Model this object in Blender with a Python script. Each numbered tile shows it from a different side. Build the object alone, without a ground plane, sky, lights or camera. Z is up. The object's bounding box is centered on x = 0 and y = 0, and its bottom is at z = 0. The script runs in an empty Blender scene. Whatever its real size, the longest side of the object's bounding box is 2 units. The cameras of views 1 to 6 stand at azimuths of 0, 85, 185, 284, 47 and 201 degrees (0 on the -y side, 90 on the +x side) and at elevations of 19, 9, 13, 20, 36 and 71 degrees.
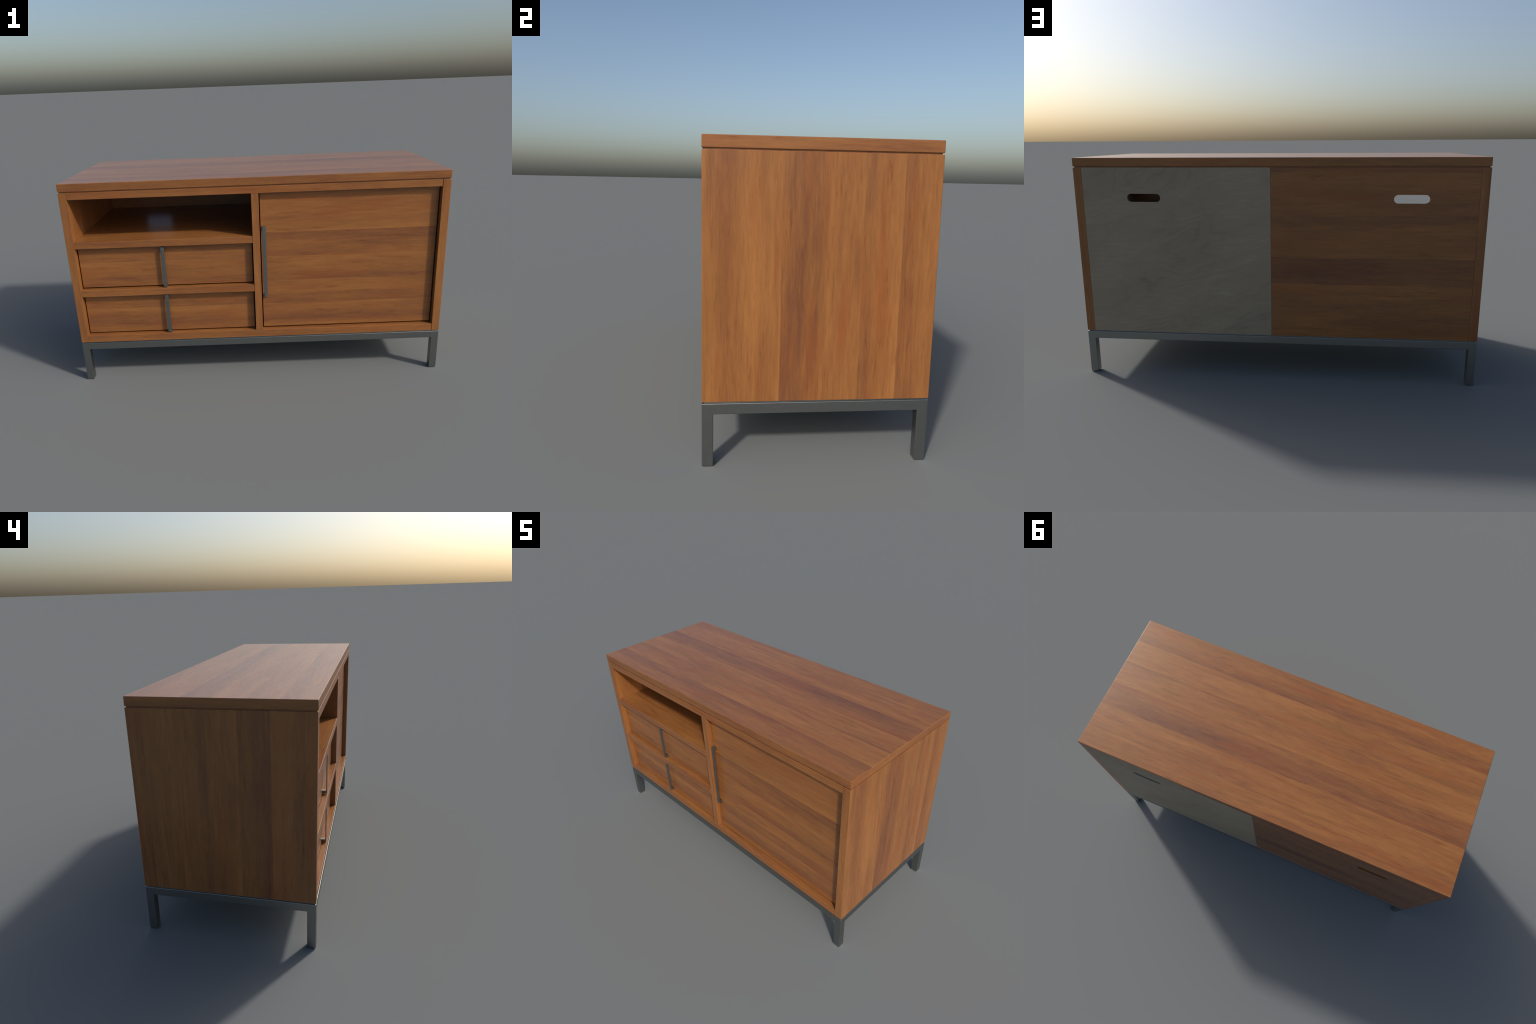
"""Low media console: veneered wooden carcass on a dark steel base.
Left half: open shelf over two drawers.  Right half: one large flush door.
Back: one wooden and one grey panel, each with a cable slot."""
import bpy, bmesh, math
from mathutils import Vector

# ------------------------------------------------------------------ sizes
HW, HD = 0.9998, 0.3994          # half width / half depth of the carcass
T = 0.040                        # board thickness
Z_FRAME_BOT, Z_FRAME_TOP = 0.1905, 0.2295
Z_BODY, Z_BODY_TOP = 0.2345, 1.0830
Z_TOP0, Z_TOP1 = 1.0885, 1.1301
X_IN = 0.9580                    # inner face of the side panels
DIV = 0.0192                     # half thickness of the divider
Y_FRONT = -0.3988                # front edge of the inner boards
Y_FACE = -0.3703                 # recessed plane of drawers and door
Y_BACK_IN = 0.3880               # inner face of the back panels
TUBE = 0.0388                    # steel tube section
PLANK = 0.1365                   # width of the veneer strips
BEV = 0.0019

# ------------------------------------------------------------------ node helpers
class Nodes:
    def __init__(self, name):
        self.mat = bpy.data.materials.new(name)
        self.mat.use_nodes = True
        self.t = self.mat.node_tree
        self.t.nodes.clear()
        self.out = self.t.nodes.new('ShaderNodeOutputMaterial')
        self.bsdf = self.t.nodes.new('ShaderNodeBsdfPrincipled')
        self.link(self.bsdf.outputs[0], self.out.inputs[0])

    def link(self, a, b):
        self.t.links.new(a, b)

    def put(self, sock, val):
        if isinstance(val, bpy.types.NodeSocket):
            self.link(val, sock)
        else:
            sock.default_value = val

    def math(self, op, a, b=0.0, c=None, clamp=False):
        n = self.t.nodes.new('ShaderNodeMath'); n.operation = op; n.use_clamp = clamp
        self.put(n.inputs[0], a); self.put(n.inputs[1], b)
        if c is not None:
            self.put(n.inputs[2], c)
        return n.outputs[0]

    def combine(self, x, y, z):
        n = self.t.nodes.new('ShaderNodeCombineXYZ')
        for i, v in enumerate((x, y, z)):
            self.put(n.inputs[i], v)
        return n.outputs[0]

    def position(self, centre):
        """Object coordinates shifted so that they read as the frame's metres."""
        tc = self.t.nodes.new('ShaderNodeTexCoord')
        add = self.t.nodes.new('ShaderNodeVectorMath'); add.operation = 'ADD'
        self.link(tc.outputs['Object'], add.inputs[0])
        add.inputs[1].default_value = centre
        sep = self.t.nodes.new('ShaderNodeSeparateXYZ')
        self.link(add.outputs[0], sep.inputs[0])
        return sep.outputs

    def noise(self, vec, scale=1.0, detail=2.0, rough=0.5, seed=0.0, dist=0.0):
        n = self.t.nodes.new('ShaderNodeTexNoise'); n.noise_dimensions = '4D'
        self.link(vec, n.inputs['Vector'])
        n.inputs['W'].default_value = seed
        n.inputs['Scale'].default_value = scale
        n.inputs['Detail'].default_value = detail
        n.inputs['Roughness'].default_value = rough
        n.inputs['Distortion'].default_value = dist
        return n.outputs['Fac']

    def ramp(self, fac, stops, interp='LINEAR'):
        n = self.t.nodes.new('ShaderNodeValToRGB')
        n.color_ramp.interpolation = interp
        els = n.color_ramp.elements
        while len(els) < len(stops):
            els.new(0.5)
        for e, (p, c) in zip(els, stops):
            e.position = p
            e.color = (c, c, c, 1) if isinstance(c, (int, float)) else (*c, 1)
        self.put(n.inputs[0], fac)
        return n.outputs[0]

    def smooth(self, v, lo, hi, to=1.0):
        n = self.t.nodes.new('ShaderNodeMapRange'); n.interpolation_type = 'SMOOTHSTEP'
        self.put(n.inputs[0], v)
        n.inputs[1].default_value = lo; n.inputs[2].default_value = hi
        n.inputs[3].default_value = 0.0; n.inputs[4].default_value = to
        return n.outputs[0]

    def mix(self, fac, a, b, blend='MIX'):
        n = self.t.nodes.new('ShaderNodeMix'); n.data_type = 'RGBA'; n.blend_type = blend
        self.put(n.inputs[0], fac)
        for s, v in ((n.inputs[6], a), (n.inputs[7], b)):
            self.put(s, (*v, 1) if isinstance(v, tuple) else v)
        return n.outputs[2]

    def bump(self, height, strength, dist=0.001):
        n = self.t.nodes.new('ShaderNodeBump')
        n.inputs['Strength'].default_value = strength
        n.inputs['Distance'].default_value = dist
        self.link(height, n.inputs['Height'])
        self.link(n.outputs[0], self.bsdf.inputs['Normal'])


def lin(r, g, b):
    f = lambda c: (c / 255 / 12.92) if c <= 10.3 else ((c / 255 + 0.055) / 1.055) ** 2.4
    return (f(r), f(g), f(b))

# veneer palette, as base colours
WOOD = [(0.00, lin(101, 62, 40)),
        (0.25, lin(119, 75, 46)),
        (0.50, lin(136, 88, 48)),
        (0.75, lin(150, 99, 54)),
        (1.00, lin(161, 108, 60))]
WOOD_RED = lin(134, 70, 32)
WOOD_OLIVE = lin(118, 81, 40)

# ------------------------------------------------------------------ materials
def wood(name, centre, along, across, strips, seed, phase=0.0):
    """Strip veneer. `along`/`across` are axis indices of the grain and of the
    strips; `strips` lists (position across, tone) pairs, doubled at the joints."""
    N = Nodes(name)
    pos = N.position(centre)
    third = 3 - along - across
    u, v, w = pos[along], pos[across], pos[third]
    # every strip gets its own piece of grain
    idx = N.math('FLOOR', N.math('DIVIDE', N.math('SUBTRACT', v, phase), PLANK))
    un = N.math('MULTIPLY_ADD', idx, 3.731, u)
    wob = N.noise(N.combine(N.math('MULTIPLY', un, 2.2), N.math('MULTIPLY', v, 5), w), 1, 2, .5, seed + 5)
    vn = N.math('MULTIPLY_ADD', N.math('SUBTRACT', wob, .5), 0.03, v)

    def grain(su, sv, detail, rough, s):
        return N.noise(N.combine(N.math('MULTIPLY', un, su), N.math('MULTIPLY', vn, sv),
                                 N.math('MULTIPLY', w, sv)), 1, detail, rough, seed + s)

    lo, hi = strips[0][0], strips[-1][0]
    f = N.math('DIVIDE', N.math('SUBTRACT', v, lo), hi - lo)
    soft = N.noise(N.combine(N.math('MULTIPLY', un, 3), N.math('MULTIPLY', v, 60), w), 1, 2, .5, seed + 21)
    f = N.math('ADD', f, N.math('MULTIPLY', N.math('SUBTRACT', soft, .5), .010))
    tone = N.ramp(f, [((p - lo) / (hi - lo), t) for p, t in strips])
    # the strips differ more in some places than in others
    fade = N.math('MULTIPLY_ADD', grain(1.3, 3, 1, .5, 12), 1.15, -.02)
    tone = N.math('MULTIPLY_ADD', N.math('SUBTRACT', tone, .5), fade, .5)
    for n, amp in ((grain(1.1, 11, 2, .5, 0), .55), (grain(1.2, 24, 2, .5, 17), .42), (grain(3.2, 34, 3, .55, 1), .56), (grain(5, 85, 2, .55, 6), .30), (grain(11, 44, 3, .6, 14), .26),
                   (grain(9, 150, 2, .6, 2), .48), (grain(26, 420, 1, .5, 3), .36)):
        tone = N.math('MULTIPLY_ADD', N.math('SUBTRACT', n, .5), amp, tone)
    col = N.ramp(tone, WOOD)
    col = N.mix(N.smooth(grain(1.7, 17, 2, .5, 7), .50, .74, .44), col, WOOD_RED)
    col = N.mix(N.smooth(grain(1.5, 15, 2, .5, 8), .52, .72, .36), col, WOOD_OLIVE)
    streak = N.smooth(grain(2.3, 58, 3, .6, 15), .55, .76, .32)
    col = N.mix(streak, col, (0.58, 0.40, 0.33), 'MULTIPLY')
    fleck = N.smooth(grain(7.5, 75, 3, .6, 9), .58, .76, .50)
    col = N.mix(fleck, col, (0.50, 0.28, 0.20), 'MULTIPLY')
    N.link(col, N.bsdf.inputs['Base Color'])
    rough = N.math('MULTIPLY_ADD', grain(20, 260, 1, .5, 4), .10, .24)
    N.link(rough, N.bsdf.inputs['Roughness'])
    N.bsdf.inputs['IOR'].default_value = 1.5
    return N.mat


def grey_veneer(name, centre):
    """Grey stained ply: contour-like figure with short scored grain dashes."""
    N = Nodes(name)
    x, y, z = N.position(centre)
    # the figure climbs slowly towards -x
    a = N.math('ADD', N.math('MULTIPLY', x, -.90), N.math('MULTIPLY', z, .44))
    b = N.math('ADD', N.math('MULTIPLY', x, .44), N.math('MULTIPLY', z, .90))
    big = N.noise(N.combine(N.math('MULTIPLY', a, 1.7), y, N.math('MULTIPLY', b, 4.6)), 1, 3, .45, 3.0, .45)
    fine = N.noise(N.combine(N.math('MULTIPLY', x, 14), y, N.math('MULTIPLY', z, 60)), 1, 3, .6, 4.0)
    rings = N.math('SINE', N.math('ADD', N.math('MULTIPLY', big, 70.0), N.math('MULTIPLY', fine, 1.6)))
    line = N.smooth(rings, .70, 1.0)
    dash = N.noise(N.combine(N.math('MULTIPLY', x, 11), y, N.math('MULTIPLY', z, 230)), 1, 3, .6, 6.0)
    patch = N.noise(N.combine(N.math('MULTIPLY', a, 3), y, N.math('MULTIPLY', b, 6)), 1, 3, .5, 8.0)
    flank = N.math('MULTIPLY', N.smooth(rings, .05, .85), N.smooth(patch, .50, .64))
    scored = N.math('MULTIPLY', N.smooth(dash, .48, .62), flank)
    edge = N.math('MULTIPLY', line, N.smooth(patch, .40, .62))
    col = N.mix(N.smooth(patch, .35, .7), lin(148, 133, 110), lin(142, 127, 105))
    col = N.mix(N.math('MULTIPLY', line, .05), col, lin(104, 95, 78))
    col = N.mix(N.math('MULTIPLY', edge, .10), col, lin(92, 84, 70))
    col = N.mix(N.math('MULTIPLY', scored, .20), col, lin(92, 84, 70))
    col = N.mix(N.smooth(fine, .40, .75, .16), col, lin(118, 107, 89))
    pale = N.math('MULTIPLY', N.smooth(dash, .50, .34), N.smooth(patch, .50, .38))
    col = N.mix(N.math('MULTIPLY', pale, .22), col, lin(186, 171, 146))
    N.link(col, N.bsdf.inputs['Base Color'])
    N.bsdf.inputs['Roughness'].default_value = .52
    # shallow ridges and scrapes
    ridge = N.noise(N.combine(N.math('MULTIPLY', a, 3.2), y, N.math('MULTIPLY', b, 9)), 1, 4, .55, 11.0, .5)
    h = N.math('ADD', N.math('MULTIPLY', ridge, 2.2),
               N.math('ADD', N.math('MULTIPLY', dash, .25), N.math('MULTIPLY', rings, .10)))
    N.bump(h, .60, .005)
    return N.mat


def steel(name):
    N = Nodes(name)
    x, y, z = N.position((0, 0, 0))
    n = N.noise(N.combine(x, y, z), 60, 2, .5, 1.0)
    col = N.mix(n, (0.250, 0.262, 0.256), (0.280, 0.293, 0.286))
    N.link(col, N.bsdf.inputs['Base Color'])
    N.bsdf.inputs['Metallic'].default_value = 1.0
    N.link(N.math('MULTIPLY_ADD', n, .06, .36), N.bsdf.inputs['Roughness'])
    return N.mat

# ------------------------------------------------------------------ geometry helpers
root = bpy.data.objects.new('media_console', None)
bpy.context.scene.collection.objects.link(root)
root.empty_display_size = 0.2
root["label"] = "low warm brown wooden media console on dark steel legs"
root["category"] = "tv stand"


def add_object(name, mesh, centre=(0, 0, 0), parent=root):
    ob = bpy.data.objects.new(name, mesh)
    ob.location = Vector(centre)
    bpy.context.scene.collection.objects.link(ob)
    if parent is not None:
        ob.parent = parent
        if parent is not root:
            ob.location = Vector(centre) - parent.location
    return ob


def finish(bm, name, mats):
    bmesh.ops.recalc_face_normals(bm, faces=bm.faces)
    me = bpy.data.meshes.new(name)
    bm.to_mesh(me); bm.free()
    for p in me.polygons:
        p.use_smooth = True
    for m in mats:
        me.materials.append(m)
    return me


def weighted(ob):
    """Flat faces stay flat, rounded edges shade smoothly: vertex normals weighted by squared face area."""
    me = ob.data
    acc = [Vector((0, 0, 0)) for _ in me.vertices]
    for p in me.polygons:
        w = p.area ** 2 * 1e8
        for i in p.vertices:
            acc[i] += p.normal * w
    me.normals_split_custom_set_from_vertices([tuple(a.normalized()) if a.length > 0 else (0, 0, 1) for a in acc])


def bevel_sharp(bm, width, segments=3, angle=0.6):
    bmesh.ops.recalc_face_normals(bm, faces=bm.faces)
    bm.normal_update()
    es = [e for e in bm.edges if len(e.link_faces) == 2 and e.calc_face_angle(0) > angle]
    bmesh.ops.bevel(bm, geom=es, offset=width, offset_type='OFFSET', segments=segments,
                    profile=0.5, affect='EDGES', clamp_overlap=True, material=-1)


def box(bm, lo, hi):
    v = [bm.verts.new((x, y, z)) for x in (lo[0], hi[0]) for y in (lo[1], hi[1]) for z in (lo[2], hi[2])]
    for q in ((0, 1, 3, 2), (4, 6, 7, 5), (0, 4, 5, 1), (2, 3, 7, 6), (0, 2, 6, 4), (1, 5, 7, 3)):
        bm.faces.new([v[i] for i in q])
    return v


def spans(x0, x1, y0, y1, z0, z1):
    lo, hi = Vector((x0, y0, z0)), Vector((x1, y1, z1))
    return lo, hi, (lo + hi) / 2


seed_counter = [0]
def board(name, ext, along, across, strips=None, phase=0.0, bev=BEV, parent=root, end_axis=None):
    """Bevelled board with strip veneer; its end-grain faces carry an edge band
    whose grain runs along the edge."""
    lo, hi, c = spans(*ext)
    seed_counter[0] += 1
    s = seed_counter[0] * 7.13
    bm = bmesh.new()
    box(bm, lo - c, hi - c)
    bm.faces.ensure_lookup_table()
    if end_axis is not None:
        bm.normal_update()
        for f in bm.faces:
            if abs(f.normal[end_axis]) > .5:
                f.material_index = 1
    bevel_sharp(bm, bev)
    if strips is None:
        strips = [(lo[across], .5), (hi[across], .52)]
    mats = [wood(name + '_veneer', c, along, across, strips, s, phase)]
    if end_axis is not None:
        rest = [a for a in range(3) if a != end_axis]
        rest.sort(key=lambda a: hi[a] - lo[a])
        thin, long_ = rest
        mats.append(wood(name + '_edge_band', c, long_, thin,
                         [(lo[thin], .5), (hi[thin], .5)], s + 3.3, lo[thin] - .05))
    ob = add_object(name, finish(bm, name, mats), c, parent)
    weighted(ob)
    return ob

# ------------------------------------------------------------------ strip tone profiles (position across, tone)
TOP_STRIPS = [(-.3995, .55), (-.34, .62), (-.31, .50), (-.2560, .22), (-.2559, .74), (-.20, .62), (-.1191, .50),
              (-.1190, .48), (-.06, .60), (.0179, .74), (.0180, .44), (.06, .28), (.12, .20), (.1549, .28),
              (.1550, .72), (.22, .62), (.2919, .55), (.2920, .60), (.35, .45), (.3995, .58)]
RIGHT_STRIPS = [(-.3985, .70), (-.36, .52), (-.32, .32), (-.2721, .72), (-.2720, .52), (-.21, .60), (-.1364, .68),
                (-.1363, .28), (-.06, .20), (.0006, .40), (.0007, .42), (.07, .66), (.1380, .62),
                (.1381, .42), (.20, .60), (.2735, .84), (.2736, .22), (.33, .48), (.3985, .66)]
LEFT_STRIPS = [(-.3985, .52), (-.30, .50), (-.2123, .66), (-.2122, .20), (-.14, .18), (-.0767, .30), (-.0766, .60),
               (-.02, .52), (.0599, .50), (.0600, .34), (.12, .48), (.1964, .58), (.1965, .55), (.26, .50),
               (.3329, .52), (.3330, .28), (.3985, .50)]
FRONT_STRIPS = [(.23, .48), (.2859, .55), (.2860, .58), (.33, .20), (.38, .55), (.4219, .66), (.4220, .34), (.48, .56),
                (.5579, .76), (.5580, .16), (.63, .46), (.6939, .62), (.6940, .50), (.75, .40),
                (.8299, .10), (.8300, .86), (.89, .60), (.9664, .40), (.9665, .52), (1.09, .44)]
BACK_STRIPS = [(.2345, .58), (.30, .42), (.3729, .32), (.3730, .50), (.45, .46), (.5099, .60), (.5100, .18), (.58, .14),
               (.6479, .24), (.6480, .64), (.70, .48), (.7859, .52), (.7860, .56), (.83, .28), (.9229, .44),
               (.9230, .56), (1.00, .58), (1.0609, .64), (1.0610, .30), (1.0830, .32)]

# ------------------------------------------------------------------ carcass
top_board = board('top_board', (-1.0, 1.0, -.3998, .3998, Z_TOP0, Z_TOP1), 0, 1, TOP_STRIPS, .018, end_axis=0, bev=.0029)
board('side_panel', (X_IN, HW, -HD, HD, Z_BODY, Z_BODY_TOP), 2, 1, RIGHT_STRIPS, .0007)
board('side_panel', (-HW, -X_IN, -HD, HD, Z_BODY, Z_BODY_TOP), 2, 1, LEFT_STRIPS, -.0766)
gap = .0006
board('top_rail', (-X_IN + gap, X_IN - gap * 3, Y_FRONT, Y_BACK_IN - gap, 1.0462, Z_BODY_TOP), 0, 1,
      [(-.3988, .50), (.0, .45), (.3988, .5)], .018)
board('bottom_board', (-X_IN + gap, X_IN - gap * 2, Y_FRONT, Y_BACK_IN - gap, Z_BODY, .2750), 0, 1,
      [(-.3988, .52), (.0, .5), (.3988, .5)], .018)
board('divider', (-DIV, DIV, Y_FRONT, Y_BACK_IN - gap, .2750 + gap, 1.0462 - gap), 2, 1,
      [(-.3988, .56), (.0, .5), (.3988, .5)], -.01)
board('shelf', (-X_IN + gap, -DIV - gap * 2, Y_FRONT, Y_BACK_IN - gap, .7820, .8195), 0, 1,
      [(-.3988, .52), (-.361, .58), (-.2860, .60), (-.2859, .34), (-.18, .42), (-.15, .5), (.3988, .5)], -.2860)
board('drawer_rail', (-X_IN + gap, -DIV - gap * 2, Y_FRONT, Y_BACK_IN - gap, .5080, .5465), 0, 1,
      [(-.3988, .50), (.0, .5), (.3988, .5)], .018)
# recessed shadow gaps: wood under the top, steel under the carcass
board('top_spacer', (-HW + .006, HW - .006, -HD + .006, HD - .006, Z_BODY_TOP - .0005, Z_TOP0 + .0005), 0, 1,
      [(-.3988, .4), (.3988, .4)], .018, bev=.0002)

# ------------------------------------------------------------------ back panels with cable slots
def slotted_panel(name, ext, mats, slot_x, slot_z, slot_w, slot_h, bev=.0013):
    lo, hi, c = spans(*ext)
    bm = bmesh.new()
    r = slot_h / 2
    ring = []
    for k in range(13):                                   # right cap, then left cap
        a = -math.pi / 2 + math.pi * k / 12
        ring.append((slot_x + slot_w / 2 - r + r * math.cos(a), slot_z + r * math.sin(a)))
    for k in range(13):
        a = math.pi / 2 + math.pi * k / 12
        ring.append((slot_x - slot_w / 2 + r + r * math.cos(a), slot_z + r * math.sin(a)))
    outer = [(lo.x, lo.z), (hi.x, lo.z), (hi.x, hi.z), (lo.x, hi.z)]
    loops = []
    for y in (lo.y, hi.y):
        vo = [bm.verts.new((x - c.x, y - c.y, z - c.z)) for x, z in outer]
        vi = [bm.verts.new((x - c.x, y - c.y, z - c.z)) for x, z in ring]
        eo = [bm.edges.new((vo[i], vo[(i + 1) % 4])) for i in range(4)]
        n = len(vi)
        ei = [bm.edges.new((vi[i], vi[(i + 1) % n])) for i in range(n)]
        bmesh.ops.triangle_fill(bm, edges=eo + ei, use_beauty=True, use_dissolve=False)
        loops.append((vo, vi))
    for k in (0, 1):
        a, b = loops[0][k], loops[1][k]
        for i in range(len(a)):
            j = (i + 1) % len(a)
            bm.faces.new((a[i], a[j], b[j], b[i]))
    bmesh.ops.recalc_face_normals(bm, faces=bm.faces)
    bevel_sharp(bm, bev, 2, 1.0)
    ob = add_object(name, finish(bm, name, mats), c)
    weighted(ob)
    return ob

SEAM_X = .0203
ext = (-X_IN + .0002, SEAM_X - .0001, Y_BACK_IN, .3990, Z_BODY + .0006, Z_BODY_TOP)
slotted_panel('back_panel', ext, [wood('back_panel_veneer', spans(*ext)[2], 0, 2, BACK_STRIPS, 91.7, .5100)],
              -.649, .9350, .1675, .0415)
ext = (SEAM_X + .0001, X_IN - .0002, Y_BACK_IN, .3990, Z_BODY + .0006, Z_BODY_TOP)
slotted_panel('grey_back_panel', ext, [grey_veneer('grey_veneer', spans(*ext)[2])], .649, .9350, .1675, .0400)
# closed grey cable box behind the slot of the grey panel: two cheeks, floor, lid and a wooden rear wall
def plain(name, ext, mat):
    lo, hi, c = spans(*ext)
    bm = bmesh.new(); box(bm, lo - c, hi - c)
    me = finish(bm, name, [mat(c)])
    for p in me.polygons:
        p.use_smooth = False
    return add_object(name, me, c)

BOX_X, BOX_Y, BOX_Z, BOX_T = (.5480, .7500), .2686, (.8900, .9850), .004
cheek = lambda c: grey_veneer('cable_box_veneer', c)
for x in (BOX_X[0] - BOX_T, BOX_X[1]):
    plain('cable_box_cheek', (x, x + BOX_T, BOX_Y, Y_BACK_IN - .0005, *BOX_Z), cheek)
for z in (BOX_Z[0] - BOX_T, BOX_Z[1]):
    plain('cable_box_board', (BOX_X[0] - BOX_T, BOX_X[1] + BOX_T, BOX_Y, Y_BACK_IN - .0005, z + .0003, z + BOX_T - .0003), cheek)
plain('cable_box_wall', (BOX_X[0] - BOX_T, BOX_X[1] + BOX_T, BOX_Y - BOX_T, BOX_Y - .0004, BOX_Z[0] - BOX_T, BOX_Z[1] + BOX_T),
      lambda c: wood('cable_box_wall_veneer', c, 0, 2, [(.8, .4), (1.04, .4)], 55.0))

# ------------------------------------------------------------------ drawers, door, handles
metal = steel('dark_steel')


def handle_mesh(name, length, width=.0200, depth=.0048, reach=.0226, post=.0140):
    """Flat bar on two posts; origin in the middle of the mounting plane, bar towards -y."""
    bm = bmesh.new()
    h, w = length / 2, width / 2
    outline = [(0, -h), (-reach, -h), (-reach, h), (0, h), (0, h - post),
               (-reach + depth, h - post), (-reach + depth, -h + post), (0, -h + post)]
    rings = [[bm.verts.new((x, y, z)) for y, z in outline] for x in (-w, w)]
    n = len(outline)
    for i in range(n):
        j = (i + 1) % n
        bm.faces.new((rings[0][i], rings[0][j], rings[1][j], rings[1][i]))
    for r in rings:
        for q in ((0, 1, 6, 7), (1, 2, 5, 6), (2, 3, 4, 5)):
            bm.faces.new([r[i] for i in q])
    bmesh.ops.recalc_face_normals(bm, faces=bm.faces)
    bevel_sharp(bm, .0011, 2)
    return finish(bm, name, [metal])


DRAWER_FACE = (-.9520, -.0248)
for z0, z1 in ((.5540, .7780), (.2825, .5040)):
    d = board('drawer', (*DRAWER_FACE, Y_FACE, Y_FACE + .022, z0, z1), 0, 2, FRONT_STRIPS, .0125, bev=.0012)
    if z0 > .4:
        bar = handle_mesh('handle', .2245)
    h = add_object('handle', bar, (-.4990, Y_FACE, .6635 if z0 > .4 else .3915), d)
    weighted(h)

door = board('door', (.0248, .9522, Y_FACE, Y_FACE + .026, .2825, 1.0410), 0, 2, FRONT_STRIPS, .0125, bev=.0012)
h = add_object('handle', handle_mesh('door_handle', .3950, width=.0190), (.0425, Y_FACE, .6685), door)
weighted(h)

# ------------------------------------------------------------------ steel base: frame ring and legs, welded without seams
def base_shell():
    """Whole base as one closed shell: a square-tube ring with four legs."""
    bm = bmesh.new()
    hx, hy, t = HW - .0002, HD, TUBE
    xs, ys = (-hx, -hx + t, hx - t, hx), (-hy, -hy + t, hy - t, hy)
    V = {}
    def vert(i, j, z):
        k = (i, j, z)
        if k not in V:
            V[k] = bm.verts.new((xs[i], ys[j], z))
        return V[k]
    top, bot = Z_FRAME_TOP, Z_FRAME_BOT
    cells = [(i, j) for i in range(3) for j in range(3) if (i, j) != (1, 1)]
    solid = {(i, j, 'ring') for i, j in cells} | {(i, j, 'leg') for i in (0, 2) for j in (0, 2)}
    level = {'ring': (bot, top), 'leg': (0.0, bot)}
    for i, j, kind in solid:
        z0, z1 = level[kind]
        corner = [(i, j), (i + 1, j), (i + 1, j + 1), (i, j + 1)]
        for k, (di, dj) in enumerate(((0, -1), (1, 0), (0, 1), (-1, 0))):
            if (i + di, j + dj, kind) in solid:
                continue
            a, b = corner[k], corner[(k + 1) % 4]
            bm.faces.new((vert(*a, z0), vert(*b, z0), vert(*b, z1), vert(*a, z1)))
        if kind == 'ring':
            bm.faces.new([vert(*q, z1) for q in corner])
            if (i, j, 'leg') not in solid:
                bm.faces.new([vert(*q, z0) for q in reversed(corner)])
        else:
            bm.faces.new([vert(*q, z0) for q in reversed(corner)])
    bmesh.ops.recalc_face_normals(bm, faces=bm.faces)
    bevel_sharp(bm, .0024, 3)
    return bm

CUT = Z_FRAME_BOT - .012                                   # legs end here, in the plain part of the tube
bm = base_shell()
bmesh.ops.bisect_plane(bm, geom=bm.verts[:] + bm.edges[:] + bm.faces[:], plane_co=(0, 0, CUT), plane_no=(0, 0, 1), clear_inner=True)
add_object('base_frame', finish(bm, 'base_frame', [metal]))
weighted(bpy.data.objects['base_frame'])
cx, cy = HW - .0002 - TUBE / 2, HD - TUBE / 2
bm = base_shell()
bmesh.ops.bisect_plane(bm, geom=bm.verts[:] + bm.edges[:] + bm.faces[:], plane_co=(0, 0, CUT), plane_no=(0, 0, 1), clear_outer=True)
for no, co in (((1, 0, 0), (0, 0, 0)), ((0, 1, 0), (0, 0, 0))):
    bmesh.ops.delete(bm, geom=[v for v in bm.verts if Vector(no).dot(v.co) < 0], context='VERTS')
bmesh.ops.translate(bm, verts=bm.verts, vec=(-cx, -cy, 0))
leg_mesh = finish(bm, 'leg', [metal])
first = add_object('leg', leg_mesh, (cx, cy, 0))
weighted(first)
for sx, sy in ((-1, 1), (-1, -1), (1, -1)):
    leg = first.copy()
    leg.location = (sx * cx, sy * cy, 0)
    bpy.context.scene.collection.objects.link(leg)
    leg.parent = root
lo, hi, c = spans(-HW + .006, HW - .006, -HD + .006, HD - .006, Z_FRAME_TOP - .0006, Z_BODY + .0006)
bm = bmesh.new(); box(bm, lo - c, hi - c)
sp = finish(bm, 'base_spacer', [metal])
for p in sp.polygons:
    p.use_smooth = False
add_object('base_spacer', sp, c)
